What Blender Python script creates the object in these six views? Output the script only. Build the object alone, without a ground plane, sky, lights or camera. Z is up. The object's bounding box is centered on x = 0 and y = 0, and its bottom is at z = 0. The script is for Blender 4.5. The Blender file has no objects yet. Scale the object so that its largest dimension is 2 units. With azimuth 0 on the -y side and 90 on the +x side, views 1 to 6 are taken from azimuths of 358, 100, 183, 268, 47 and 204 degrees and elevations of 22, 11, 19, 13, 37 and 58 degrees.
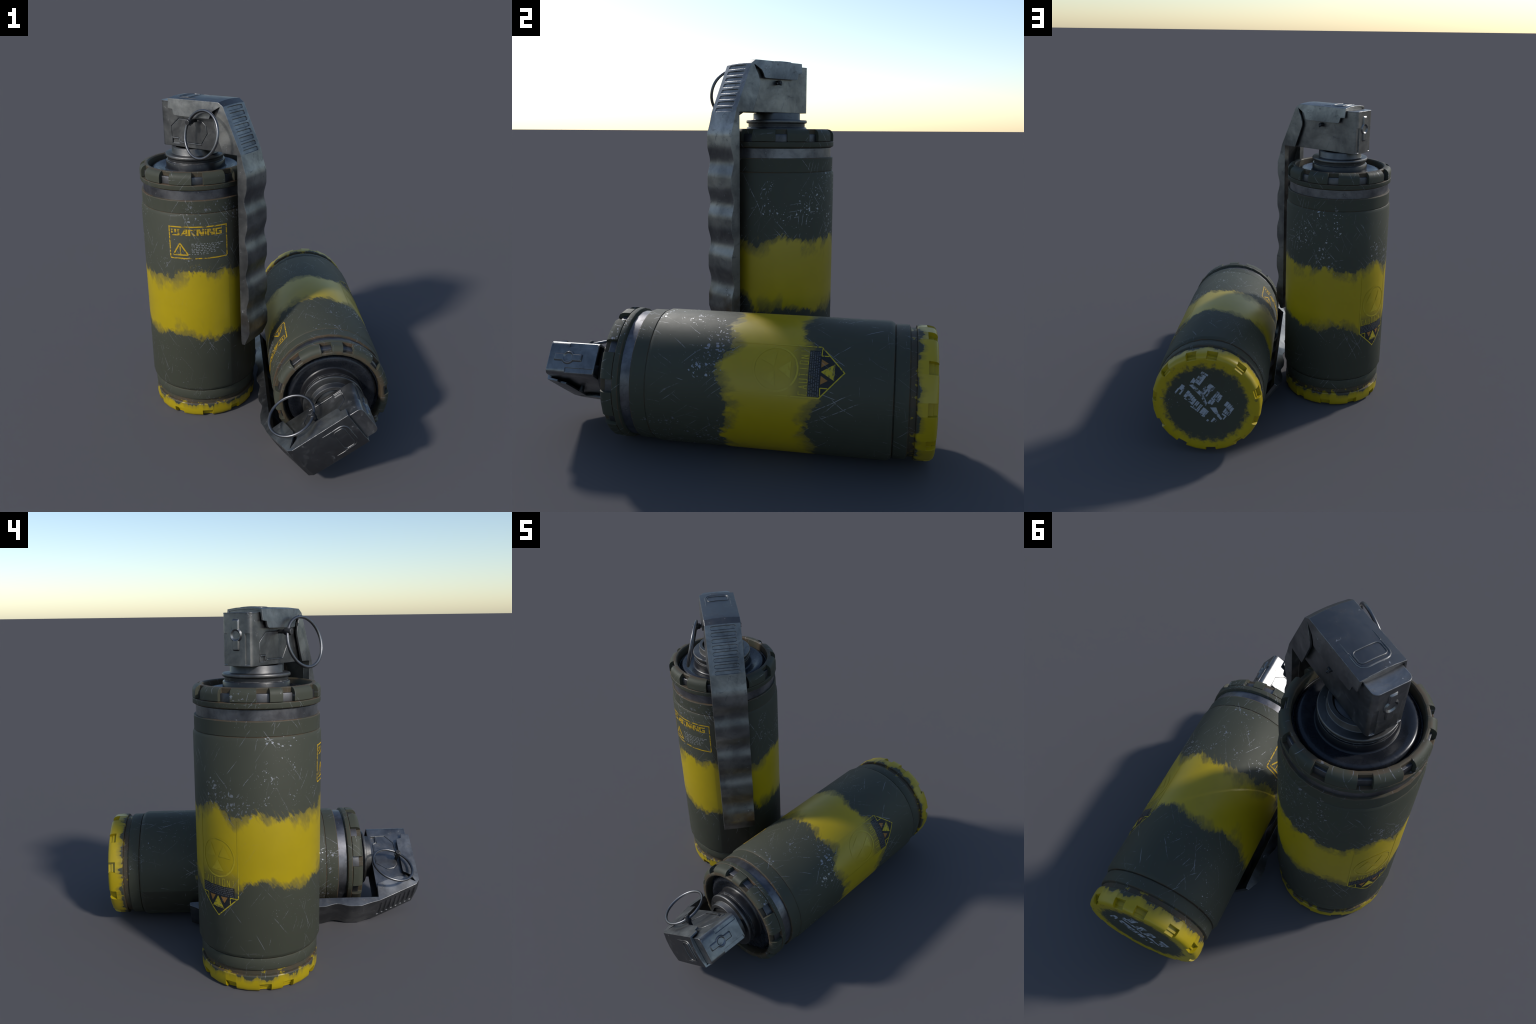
# Two weathered hand-thrown smoke canisters, one standing and one lying on its side.
# Every part is modelled in the canister's own frame: z runs up the axis from the base,
# +x points at the safety lever, the pull ring hangs on the -y side.
import bpy, bmesh, math, random
from mathutils import Vector, Matrix

rng = random.Random(11)
SEG = 32                      # facets round the canister
STEP = 2 * math.pi / SEG
R_BODY = 0.3425
NOTCH = {1, 4, 7, 10, 13, 16, 19, 21, 24, 27, 30}   # facets that carry a grip notch

# ------------------------------------------------------------------ materials
class Nodes:
    """Small helper that writes shader node graphs as expressions."""
    def __init__(self, name):
        self.mat = bpy.data.materials.new(name)
        self.mat.use_nodes = True
        self.t = self.mat.node_tree
        self.t.nodes.clear()
        self.out = self.t.nodes.new("ShaderNodeOutputMaterial")
        self.bsdf = self.t.nodes.new("ShaderNodeBsdfPrincipled")
        self.t.links.new(self.bsdf.outputs[0], self.out.inputs[0])
        tc = self.t.nodes.new("ShaderNodeTexCoord")
        self.obj = tc.outputs["Object"]
        s = self.t.nodes.new("ShaderNodeSeparateXYZ")
        self.t.links.new(self.obj, s.inputs[0])
        self.x, self.y, self.z = s.outputs

    def put(self, sock, v):
        if isinstance(v, (int, float)):
            if sock.type == "RGBA":
                sock.default_value = (v, v, v, 1)
            elif sock.type == "VECTOR":
                sock.default_value = (v, v, v)
            else:
                sock.default_value = v
        elif isinstance(v, (tuple, list)):
            sock.default_value = tuple(v) + ((1,) if sock.type == "RGBA" and len(v) == 3 else ())
        else:
            self.t.links.new(v, sock)

    def m(self, op, a, b=0.0, c=None, clamp=False):
        n = self.t.nodes.new("ShaderNodeMath")
        n.operation = op
        n.use_clamp = clamp
        self.put(n.inputs[0], a)
        self.put(n.inputs[1], b)
        if c is not None:
            self.put(n.inputs[2], c)
        return n.outputs[0]

    def add(self, a, b): return self.m("ADD", a, b)
    def sub(self, a, b): return self.m("SUBTRACT", a, b)
    def mul(self, a, b): return self.m("MULTIPLY", a, b)
    def mx(self, a, b): return self.m("MAXIMUM", a, b)
    def mn(self, a, b): return self.m("MINIMUM", a, b)
    def inv(self, a): return self.m("SUBTRACT", 1.0, a)

    def step(self, v, lo, hi):
        """Smooth ramp: 0 below lo, 1 above hi."""
        n = self.t.nodes.new("ShaderNodeMapRange")
        n.interpolation_type = "SMOOTHSTEP"
        self.put(n.inputs[0], v)
        self.put(n.inputs[1], lo)
        self.put(n.inputs[2], hi)
        n.inputs[3].default_value, n.inputs[4].default_value = 0, 1
        return n.outputs[0]

    def band(self, v, lo, hi, soft):
        return self.mul(self.step(v, lo - soft, lo + soft), self.inv(self.step(v, hi - soft, hi + soft)))

    def vec(self, x, y, z):
        n = self.t.nodes.new("ShaderNodeCombineXYZ")
        for i, v in enumerate((x, y, z)):
            self.put(n.inputs[i], v)
        return n.outputs[0]

    def scaled(self, v, s, loc=(0, 0, 0)):
        n = self.t.nodes.new("ShaderNodeMapping")
        self.put(n.inputs[0], v)
        n.inputs["Scale"].default_value = s
        n.inputs["Location"].default_value = loc
        return n.outputs[0]

    def noise(self, v, scale, detail=3, rough=0.55, dist=0.0):
        n = self.t.nodes.new("ShaderNodeTexNoise")
        self.put(n.inputs["Vector"], v)
        n.inputs["Scale"].default_value = scale
        n.inputs["Detail"].default_value = detail
        n.inputs["Roughness"].default_value = rough
        n.inputs["Distortion"].default_value = dist
        return n.outputs[0]

    def voronoi(self, v, scale):
        n = self.t.nodes.new("ShaderNodeTexVoronoi")
        self.put(n.inputs["Vector"], v)
        n.inputs["Scale"].default_value = scale
        return n.outputs["Distance"], n.outputs["Color"]

    def white(self, v):
        n = self.t.nodes.new("ShaderNodeTexWhiteNoise")
        n.noise_dimensions = "3D"
        self.put(n.inputs["Vector"], v)
        return n.outputs["Value"], n.outputs["Color"]

    def sep(self, v):
        s = self.t.nodes.new("ShaderNodeSeparateXYZ")
        self.put(s.inputs[0], v)
        return s.outputs

    def mix(self, f, a, b):
        n = self.t.nodes.new("ShaderNodeMix")
        n.data_type = "RGBA"
        self.put(n.inputs[0], f)
        self.put(n.inputs[6], a)
        self.put(n.inputs[7], b)
        return n.outputs[2]

    def curve(self, v, pts):
        """Value along a few control points (position 0..1, value 0..1), eased between."""
        n = self.t.nodes.new("ShaderNodeFloatCurve")
        c = n.mapping.curves[0]
        while len(c.points) < len(pts):
            c.points.new(0.5, 0.5)
        for p, (a, b) in zip(c.points, pts):
            p.location = (a, b)
        n.mapping.update()
        self.put(n.inputs["Value"], v)
        return n.outputs[0]

    def bump(self, h, strength, dist, normal=None):
        n = self.t.nodes.new("ShaderNodeBump")
        n.inputs["Strength"].default_value = strength
        n.inputs["Distance"].default_value = dist
        self.put(n.inputs["Height"], h)
        if normal is not None:
            self.put(n.inputs["Normal"], normal)
        return n.outputs[0]

    def edge(self, radius):
        """Rounded shading normal, and a mask that is 1 along sharp edges."""
        b = self.t.nodes.new("ShaderNodeBevel")
        b.samples = 4
        b.inputs["Radius"].default_value = radius
        g = self.t.nodes.new("ShaderNodeNewGeometry")
        d = self.t.nodes.new("ShaderNodeVectorMath")
        d.operation = "DOT_PRODUCT"
        self.put(d.inputs[0], b.outputs[0])
        self.put(d.inputs[1], g.outputs["Normal"])
        return b.outputs[0], self.step(self.inv(d.outputs["Value"]), 0.015, 0.12)

    def finish(self, color, rough, metal, spec=0.5, normal=None, coat=0.0):
        b = self.bsdf
        self.put(b.inputs["Base Color"], color)
        self.put(b.inputs["Roughness"], rough)
        self.put(b.inputs["Metallic"], metal)
        self.put(b.inputs["Specular IOR Level"], spec)
        if coat:
            self.put(b.inputs["Coat Weight"], coat)
            self.put(b.inputs["Coat Roughness"], 0.3)
        if normal is not None:
            self.put(b.inputs["Normal"], normal)
        return self.mat


OLIVE = (0.045, 0.048, 0.034)
YELLOW = (0.370, 0.272, 0.002)
BARE = (0.31, 0.32, 0.355)


def scratch_layer(g, u, z, angle, cw, ch, seed, share, thick):
    """Straight hairline scratches: one possible line per cell of a rotated grid."""
    ca, sa = math.cos(angle), math.sin(angle)
    p = g.add(g.mul(u, ca), g.mul(z, sa))
    q = g.sub(g.mul(z, ca), g.mul(u, sa))
    wob = g.mul(g.sub(g.noise(g.vec(g.mul(p, 6), seed, g.mul(q, 6)), 1.0, 1), 0.5), 0.03)
    q = g.add(q, wob)
    pc, qc = g.m("DIVIDE", p, cw), g.m("DIVIDE", q, ch)
    pf, qf = g.m("FLOOR", pc), g.m("FLOOR", qc)
    rnd, col = g.white(g.vec(pf, qf, seed))
    r1, r2, r3 = g.sep(col)
    lp = g.m("ABSOLUTE", g.sub(g.sub(pc, pf), 0.5))
    lq = g.m("ABSOLUTE", g.mul(g.sub(g.sub(qc, qf), g.add(g.mul(r1, 0.7), 0.15)), ch))
    on = g.m("LESS_THAN", rnd, share)
    inside = g.inv(g.step(lp, g.mul(r2, 0.30), g.add(g.mul(r2, 0.30), 0.15)))
    line = g.inv(g.step(lq, thick * 0.4, thick))
    return g.mul(g.mul(on, inside), line)


def paint(name, ink=None, worn=0.5, over=0.85, fade=False):
    """Olive drab canister paint with the sprayed yellow band and foot, chips, scratches,
    rust-brown rims; optionally a stencilled ink on top that wears through to the paint."""
    g = Nodes(name)
    o, x, y, z = g.obj, g.x, g.y, g.z
    r = g.m("SQRT", g.add(g.mul(x, x), g.mul(y, y)))
    ang = g.m("ARCTAN2", g.mul(y, -1), g.mul(x, -1))          # seam hidden behind the lever
    turn = g.add(g.mul(ang, 1 / (2 * math.pi)), 0.5)          # 0..1, 0.5 opposite the lever
    u = g.mul(ang, 0.34)

    # ---- olive, with faint mottling
    mott = g.noise(o, 3.5, 4)
    fine = g.noise(o, 26, 3)
    olive = g.mix(mott, tuple(c * 0.88 for c in OLIVE), tuple(c * 1.12 for c in OLIVE))
    olive = g.mix(g.mul(fine, 0.25), olive, (0.050, 0.052, 0.038))
    # lever's occlusion shade and its hard seam painted into the olive; then brown rims
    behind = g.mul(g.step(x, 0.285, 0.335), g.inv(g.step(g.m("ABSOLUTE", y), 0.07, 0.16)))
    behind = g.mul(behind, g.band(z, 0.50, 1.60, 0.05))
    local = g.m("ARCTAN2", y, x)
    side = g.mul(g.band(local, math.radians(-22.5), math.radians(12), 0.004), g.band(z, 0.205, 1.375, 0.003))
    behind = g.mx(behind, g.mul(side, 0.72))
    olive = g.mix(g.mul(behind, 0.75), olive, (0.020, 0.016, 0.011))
    rust = None
    for zc, w in ((1.4565, 0.004), (1.3795, 0.0035), (1.546, 0.004), (1.5185, 0.003), (0.2, 0.004),
                  (0.1295, 0.003), (0.0955, 0.004)):
        b = g.band(z, zc - w * 0.6, zc + w * 0.6, w * 0.6)
        rust = b if rust is None else g.mx(rust, b)
    recess = g.mx(g.band(z, 0.098, 0.127, 0.003), g.mul(g.step(z, 1.55, 1.552), g.inv(g.step(r, 0.308, 0.316))))
    rust = g.mx(rust, g.mul(recess, 0.7))
    if ink is None:
        soft, worn_edge = g.edge(0.0035)
        rust = g.mx(rust, g.mul(worn_edge, 0.8))
    rust = g.mul(rust, g.step(g.noise(o, 9, 3), 0.30, 0.62))
    olive = g.mix(g.mul(rust, 0.62), olive, (0.105, 0.058, 0.030))

    # ---- yellow band: wavering sprayed edges with dry-brush streaks
    streak = g.noise(g.scaled(o, (44, 44, 17)), 1.0, 5, 0.60)
    lean = g.noise(g.vec(g.add(g.mul(x, 60), g.mul(z, 26)), g.sub(g.mul(y, 60), g.mul(z, 26)), g.mul(z, 12)), 1.0, 3, 0.6)
    wave = g.noise(g.scaled(o, (12, 12, 9.0)), 1.0, 4, 0.60)
    jag = g.add(g.mul(g.sub(streak, 0.5), 0.036), g.add(g.mul(g.sub(wave, 0.5), 0.13), g.mul(g.sub(lean, 0.5), 0.075)))
    top = g.add(g.mul(g.curve(turn, [(0, .50), (.07, .45), (.14, .60), (.22, .48), (.31, .50), (.39, .33), (.48, .72),
                                     (.53, .28), (.60, .42), (.68, .28), (.76, .40), (.86, .62), (1, .50)]), 0.16), 0.925)
    low = g.add(g.mul(g.curve(turn, [(0, .75), (.03, .85), (.08, .40), (.16, .48), (.30, .22), (.36, .45), (.42, .16),
                                     (.52, .20), (.60, .50), (.69, .26), (.79, .46), (.86, .30), (1, .40)]), 0.2), 0.51)
    dt = g.sub(g.add(top, jag), z)
    db = g.sub(z, g.add(low, jag))
    d = g.mn(dt, db)
    wide = g.add(0.025, g.mul(g.step(g.noise(g.scaled(o, (8, 8, 5), (5, 2, 1)), 1.0, 2), 0.38, 0.66), 0.10))
    soak = g.step(g.add(d, g.mul(g.sub(streak, 0.5), 0.03)), 0.0, wide)
    band = g.mul(g.step(d, -0.005, 0.010), g.add(0.34, g.mul(soak, 0.64)))
    thin_spot = g.mul(g.band(turn, 0.430, 0.546, 0.006), g.inv(g.step(z, 0.62, 0.69)))
    band = g.mul(band, g.m("SUBTRACT", 1.0, g.mul(thin_spot, 0.50)))
    band = g.mx(band, g.mul(g.step(d, -0.03, 0.01), g.mul(g.step(lean, 0.52, 0.70), 0.28)))
    # foot
    fj = g.add(g.mul(g.sub(g.noise(g.scaled(o, (46, 46, 14)), 1.0, 4, 0.65), 0.5), 0.05),
               g.mul(g.sub(g.noise(g.scaled(o, (15, 15, 4), (3, 1, 0)), 1.0, 2), 0.5), 0.12))
    df = g.sub(g.add(0.086, fj), z)
    foot = g.mul(g.step(df, -0.003, 0.004), g.add(0.62, g.mul(g.step(df, 0, 0.03), 0.36)))
    spots = g.mul(g.band(z, 0.06, 0.125, 0.01), g.step(g.noise(o, 24, 3), 0.61, 0.67))
    foot = g.mx(foot, g.mul(spots, 0.7))
    ej = g.mul(g.sub(g.noise(g.scaled(o, (26, 26, 26)), 1.0, 4, 0.65), 0.5), 0.12)
    rim = g.step(g.add(r, ej), 0.228, 0.275)
    end = g.m("LESS_THAN", z, 0.0035)
    thin = g.mul(end, g.mul(g.step(g.noise(o, 17, 4), 0.60, 0.72), 0.7))
    foot = g.mul(foot, g.m("SUBTRACT", 1.0, g.mul(end, g.inv(rim))))
    foot = g.mul(foot, g.inv(thin))
    yel = g.mx(band, foot, )
    ycol = g.mix(g.noise(o, 6, 3), tuple(c * 0.90 for c in YELLOW), tuple(c * 1.08 for c in YELLOW))
    ycol = g.mix(g.mul(behind, 0.5), ycol, (0.13, 0.10, 0.004))  # yellow dimmed where the lever's shade falls on the band
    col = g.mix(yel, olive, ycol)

    # ---- ink
    ink_fac = None
    if ink is not None:
        ragged = g.noise(g.scaled(o, (26, 26, 75)), 1.0, 4, 0.7)
        ink_fac = g.step(ragged, worn - 0.10, worn + 0.02)
        ink_fac = g.mul(ink_fac, g.inv(g.mul(yel, over)))
        if fade:      # the upper half of the emblem lies buried under the band
            ink_fac = g.mul(ink_fac, g.m("SUBTRACT", 1.0, g.mul(g.step(z, 0.675, 0.795), 0.82)))
        shade = g.mix(g.noise(o, 55, 2), tuple(c * 0.85 for c in ink), tuple(min(1, c * 1.1) for c in ink))
        col = g.mix(ink_fac, col, shade)

    # ---- chips and scratches down to bare metal
    warp = g.t.nodes.new("ShaderNodeMix")
    warp.data_type = "VECTOR"
    warp.inputs[0].default_value = 0.030
    nz = g.t.nodes.new("ShaderNodeTexNoise")
    nz.inputs["Scale"].default_value = 55
    nz.inputs["Detail"].default_value = 3
    g.put(nz.inputs["Vector"], o)
    g.put(warp.inputs[4], o)
    g.put(warp.inputs[5], nz.outputs["Color"])
    wv = warp.outputs[1]
    where = g.noise(o, 4.0, 2, 0.55)
    zone = g.add(0.42, g.mul(g.band(z, 0.95, 1.43, 0.04), 0.58))
    zone = g.mx(zone, g.mul(g.step(z, 1.50, 1.53), 0.8))
    cl = g.mul(g.step(where, 0.50, 0.68), zone)
    for mid_turn, half, z0, z1, amt in ((0.645, 0.050, 1.02, 1.40, 0.95), (0.292, 0.045, 1.00, 1.40, 0.75), (0.745, 0.030, 1.02, 1.24, 0.7)):
        patch = g.mul(g.band(turn, mid_turn - half, mid_turn + half, 0.03), g.band(z, z0, z1, 0.05))
        cl = g.mx(cl, g.mul(g.mul(patch, g.step(g.noise(o, 14, 2), 0.46, 0.58)), amt))
    d1, c1 = g.voronoi(wv, 52)
    d2, c2 = g.voronoi(wv, 105)
    k1, k1b, _ = g.sep(c1)
    k2, _, _ = g.sep(c2)
    s1 = g.mul(g.step(k1, 0.38, 1.12), g.mul(cl, 0.62))
    s2 = g.mul(g.step(k2, 0.35, 1.15), g.add(g.mul(cl, 0.46), 0.13))
    chips = g.mx(g.inv(g.step(d1, g.sub(g.mul(s1, 0.75), 0.02), g.add(s1, 0.001))), g.inv(g.step(d2, g.sub(g.mul(s2, 0.7), 0.03), g.add(s2, 0.001))))
    lines = None
    for a, cw, ch, sd, share, th in ((0.95, 0.16, 0.026, 1.3, 0.16, 0.0017), (-0.9, 0.20, 0.030, 4.1, 0.16, 0.0019),
                                     (0.12, 0.12, 0.040, 7.7, 0.10, 0.0015), (1.35, 0.10, 0.024, 9.2, 0.14, 0.0016),
                                     (-1.12, 0.34, 0.050, 12.4, 0.13, 0.0023)):
        s = scratch_layer(g, u, z, a, cw, ch, sd, share, th)
        lines = s if lines is None else g.mx(lines, s)
    broken = g.step(g.noise(o, 60, 2), 0.40, 0.52)
    lines = g.mul(lines, g.add(0.12, g.mul(broken, 0.75)))
    lines = g.mul(lines, g.add(0.22, g.mul(g.step(g.noise(g.scaled(o, (5, 5, 4), (2, 7, 1)), 1.0, 2), 0.42, 0.60), 0.78)))
    lines = g.mul(lines, g.inv(end))
    wear = g.mx(g.mul(chips, 0.95), g.mul(lines, 0.8))
    wear = g.mul(wear, g.inv(g.mul(yel, 0.93)))
    col = g.mix(g.mul(wear, 0.8), col, BARE)
    metal = g.mul(wear, 0.80)
    rough = g.add(g.mix(yel, 0.60, 0.38), g.mul(g.sub(fine, 0.5), 0.08))
    rough = g.mix(wear, rough, 0.36)
    h = g.sub(g.add(g.mul(yel, 0.35), g.mul(fine, 0.10)), wear)
    return g.finish(col, rough, metal, g.mix(yel, 0.30, 0.52), g.bump(h, 0.25, 0.0015, soft if ink is None else None))


def steel(name, dark, light, rough, metal=0.8, stain=0.5, grain=0.0, dirt=(0.05, 0.045, 0.04), soot=0.0, grip=0.0, rubbed=0.6):
    g = Nodes(name)
    o = g.obj
    big = g.noise(o, 5.5, 5, 0.62, 0.4)
    mid = g.noise(o, 22, 4, 0.65, 0.6)
    speck = g.noise(o, 140, 2)
    col = g.mix(g.step(big, 0.28, 0.72), dark, light)
    col = g.mix(g.mul(g.step(mid, 0.54, 0.74), stain), col, dirt)
    if soot:        # crown of the lever is blackened, the hand grip below it dull and grimy
        tc = g.t.nodes.new("ShaderNodeTexCoord")
        nz = g.sep(tc.outputs["Normal"])[2]
        dark_top = g.mul(g.step(nz, 0.45, 0.90), g.add(soot * 0.7, g.mul(g.step(big, 0.35, 0.6), soot * 0.5)))
        col = g.mix(dark_top, col, (0.045, 0.047, 0.055))
        low = g.mul(g.inv(g.step(g.z, 1.45, 1.66)), grip)
        col = g.mix(low, col, (0.085, 0.087, 0.092))
        foul = g.mul(g.inv(g.step(g.z, 0.62, 0.88)), g.step(g.noise(o, 8, 3), 0.45, 0.65))
        col = g.mix(g.mul(foul, 0.55), col, (0.075, 0.052, 0.025))
    scuff = g.mul(g.step(mid, 0.62, 0.66), g.step(g.noise(o, 70, 3), 0.58, 0.64))
    col = g.mix(g.mul(scuff, 0.75 * rubbed), col, (0.55, 0.55, 0.57))
    soft, rub = g.edge(0.004)
    rub = g.mul(rub, g.step(g.noise(o, 30, 3), 0.36, 0.58))
    col = g.mix(g.mul(rub, rubbed), col, (0.42, 0.42, 0.42))
    rg = g.add(rough, g.mul(g.sub(mid, 0.5), 0.25))
    h = g.add(g.mul(speck, grain), g.mul(mid, 0.25))
    return g.finish(col, rg, g.sub(metal, g.mul(g.step(mid, 0.54, 0.74), 0.3)), 0.5, g.bump(h, 0.25, 0.002, soft))


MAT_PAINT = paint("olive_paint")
MAT_INK_YELLOW = paint("yellow_ink", (0.50, 0.31, 0.012), worn=0.48, over=0.2)
MAT_EMBLEM = paint("emblem_ink", (0.42, 0.33, 0.018), worn=0.46, over=0.25, fade=True)
MAT_INK_ORANGE = paint("orange_ink", (0.26, 0.125, 0.03), worn=0.36, over=0.85)
MAT_INK_BLACK = paint("black_ink", (0.015, 0.016, 0.018), worn=0.36, over=0.10)
MAT_INK_WHITE = paint("grey_print", (0.32, 0.33, 0.34), worn=0.40, over=0.8)
MAT_INK_DIM = paint("dim_print", (0.085, 0.09, 0.11), worn=0.42, over=0.3)
MAT_STENCIL = paint("white_stencil", (0.31, 0.34, 0.39), worn=0.48, over=0.9)
MAT_STEEL = steel("worn_steel", (0.115, 0.118, 0.124), (0.315, 0.315, 0.31), 0.42, 0.97, 0.60, 0.12, soot=0.6, grip=0.3)
MAT_FUZE = steel("fuze_steel", (0.125, 0.128, 0.134), (0.285, 0.285, 0.283), 0.38, 0.97, 0.45, 0.25)
MAT_BAND = steel("band_steel", (0.075, 0.075, 0.085), (0.23, 0.23, 0.245), 0.43, 0.92, 0.60, 0.1)
MAT_INNER = steel("inner_steel", (0.05, 0.05, 0.055), (0.14, 0.14, 0.148), 0.46, 0.88, 0.65, 0.1)
MAT_COLLAR = steel("collar_steel", (0.065, 0.065, 0.067), (0.16, 0.158, 0.156), 0.46, 0.92, 0.60, 0.1, rubbed=0.3)
MAT_FLOOR = steel("black_plate", (0.012, 0.014, 0.019), (0.024, 0.027, 0.034), 0.27, 0.25, 0.25, 0.05, (0.03, 0.026, 0.02), rubbed=0.0)
MAT_COLLAR_BLACK = steel("black_collar", (0.010, 0.010, 0.012), (0.020, 0.020, 0.022), 0.34, 0.15, 0.3, 0.05, (0.02, 0.017, 0.013), rubbed=0.15)
MAT_RING = steel("ring_steel", (0.10, 0.103, 0.112), (0.19, 0.19, 0.198), 0.38, 0.95, 0.3, 0.05)
MAT_PIN = steel("pin_steel", (0.022, 0.022, 0.024), (0.045, 0.045, 0.047), 0.5, 0.5, 0.3, 0.1)

# ------------------------------------------------------------------ mesh helpers
PARTS = []     # (name, mesh, parent name or None, kind)


def finish_mesh(bm, name, mat, angle=34, parent=None, kind=None, bevel=0.0, bevel_angle=35, merge=True):
    if merge:
        bmesh.ops.remove_doubles(bm, verts=bm.verts, dist=1e-6)
    bmesh.ops.recalc_face_normals(bm, faces=bm.faces)
    if bevel:
        es = [e for e in bm.edges if len(e.link_faces) == 2 and e.calc_face_angle(0) > math.radians(bevel_angle)]
        bmesh.ops.bevel(bm, geom=es, offset=bevel, segments=1, affect="EDGES", profile=0.5, clamp_overlap=True)
    lim = math.radians(angle)
    for f in bm.faces:
        f.smooth = True
    for e in bm.edges:
        e.smooth = len(e.link_faces) == 2 and e.calc_face_angle(0) < lim
    me = bpy.data.meshes.new(name)
    bm.to_mesh(me)
    bm.free()
    me.materials.append(mat)
    PARTS.append((name, me, parent, kind))
    return me


def lathe_into(bm, prof, seg=SEG, closed=False):
    rings = []
    for r, z in prof:
        if r < 1e-6:
            rings.append([bm.verts.new((0, 0, z))])
        else:
            rings.append([bm.verts.new((r * math.cos(2 * math.pi * i / seg), r * math.sin(2 * math.pi * i / seg), z)) for i in range(seg)])
    pairs = list(zip(rings, rings[1:]))
    if closed:
        pairs.append((rings[-1], rings[0]))
    for a, b in pairs:
        for i in range(seg):
            j = (i + 1) % seg
            q = [a[i % len(a)], a[j % len(a)], b[j % len(b)], b[i % len(b)]]
            q = list(dict.fromkeys(q))
            if len(q) > 2:
                bm.faces.new(q)


def lathe(name, prof, mat, seg=SEG, angle=34, parent=None, closed=False):
    bm = bmesh.new()
    lathe_into(bm, prof, seg, closed)
    return finish_mesh(bm, name, mat, angle, parent)


def notched_lathe(name, full, cut, mat, angle=34, parent=None):
    """Lathe whose notch facets follow a second, deeper profile; walls close the steps."""
    bm = bmesh.new()
    verts = {}

    def v(kind, i, k):
        k %= SEG
        key = (kind, i, k)
        if key not in verts:
            r, z = (full, cut)[kind][i]
            verts[key] = bm.verts.new((r * math.cos(k * STEP), r * math.sin(k * STEP), z))
        return verts[key]

    for s in range(SEG):
        kind = 1 if s in NOTCH else 0
        for i in range(len(full) - 1):
            q = [v(kind, i, s), v(kind, i, s + 1), v(kind, i + 1, s + 1), v(kind, i + 1, s)]
            pr = (full, cut)[kind]
            if pr[i] == pr[i + 1]:
                continue
            if pr[i][0] < 1e-6:
                q = q[1:]
            bm.faces.new(q)
    for s in NOTCH:
        for k in (s, s + 1):
            ca, sa = math.cos(k * STEP), math.sin(k * STEP)
            diff = [i for i in range(len(full)) if full[i] != cut[i]]
            i0, i1 = diff[0] - 1, diff[-1] + 1
            loop = [full[i] for i in range(i0, i1 + 1)] + [cut[i] for i in range(i1 - 1, i0, -1)]
            pts = []
            for p in loop:
                if not pts or p != pts[-1]:
                    pts.append(p)
            bm.faces.new([bm.verts.new((r * ca, r * sa, z)) for r, z in pts])
    bmesh.ops.triangulate(bm, faces=[f for f in bm.faces if len(f.verts) > 4])
    bmesh.ops.remove_doubles(bm, verts=bm.verts, dist=1e-6)
    return finish_mesh(bm, name, mat, angle, parent)


def prism(bm, outline, lo, hi, axis="y"):
    """Extrude a polygon given in the plane across 'axis' between lo and hi."""
    def at(p, t):
        return {"y": (p[0], t, p[1]), "x": (t, p[0], p[1]), "z": (p[0], p[1], t)}[axis]
    a = [bm.verts.new(at(p, lo)) for p in outline]
    b = [bm.verts.new(at(p, hi)) for p in outline]
    bm.faces.new(a)
    bm.faces.new(list(reversed(b)))
    for i in range(len(outline)):
        j = (i + 1) % len(outline)
        bm.faces.new((a[i], b[i], b[j], a[j]))


def tube(bm, pts, rad, sides=8, closed=False):
    """Round rod along a polyline."""
    pts = [Vector(p) for p in pts]
    n = len(pts)
    rings = []
    prev = None
    for i, p in enumerate(pts):
        if closed:
            t = (pts[(i + 1) % n] - pts[i - 1]).normalized()
        else:
            t = (pts[min(i + 1, n - 1)] - pts[max(i - 1, 0)]).normalized()
        if prev is None:
            prev = t.orthogonal().normalized()
        a = (prev - t * prev.dot(t)).normalized()
        prev = a
        b = t.cross(a)
        rr = rad[i] if isinstance(rad, (list, tuple)) else rad
        rings.append([bm.verts.new(p + rr * (math.cos(2 * math.pi * k / sides) * a + math.sin(2 * math.pi * k / sides) * b)) for k in range(sides)])
    for i in range(n if closed else n - 1):
        a, b = rings[i], rings[(i + 1) % n]
        for k in range(sides):
            bm.faces.new((a[k], a[(k + 1) % sides], b[(k + 1) % sides], b[k]))
    if not closed:
        bm.faces.new(list(reversed(rings[0])))
        bm.faces.new(rings[-1])


def boolean(me_target, cutter_bm, op="DIFFERENCE"):
    """Cut a mesh with a helper body and hand back the evaluated result."""
    cm = bpy.data.meshes.new("cutter")
    bmesh.ops.recalc_face_normals(cutter_bm, faces=cutter_bm.faces)
    cutter_bm.to_mesh(cm)
    cutter_bm.free()
    ot = bpy.data.objects.new("target_body", me_target)
    oc = bpy.data.objects.new("cutter_body", cm)
    for ob in (ot, oc):
        bpy.context.scene.collection.objects.link(ob)
    md = ot.modifiers.new("cut", "BOOLEAN")
    md.operation = op
    md.solver = "EXACT"
    md.use_self = True
    md.object = oc
    dg = bpy.context.evaluated_depsgraph_get()
    res = bpy.data.meshes.new_from_object(ot.evaluated_get(dg))
    for ob in (ot, oc):
        bpy.data.objects.remove(ob)
    bpy.data.meshes.remove(cm)
    return res


def pill(w, h, n=6):
    """Rounded slot outline, half width w and half height h."""
    pts = []
    for k in range(n + 1):
        a = -math.pi / 2 + math.pi * k / n
        pts.append((w - h + h * math.cos(a), h * math.sin(a)))
    return pts + [(-p[0], -p[1]) for p in pts]


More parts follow.
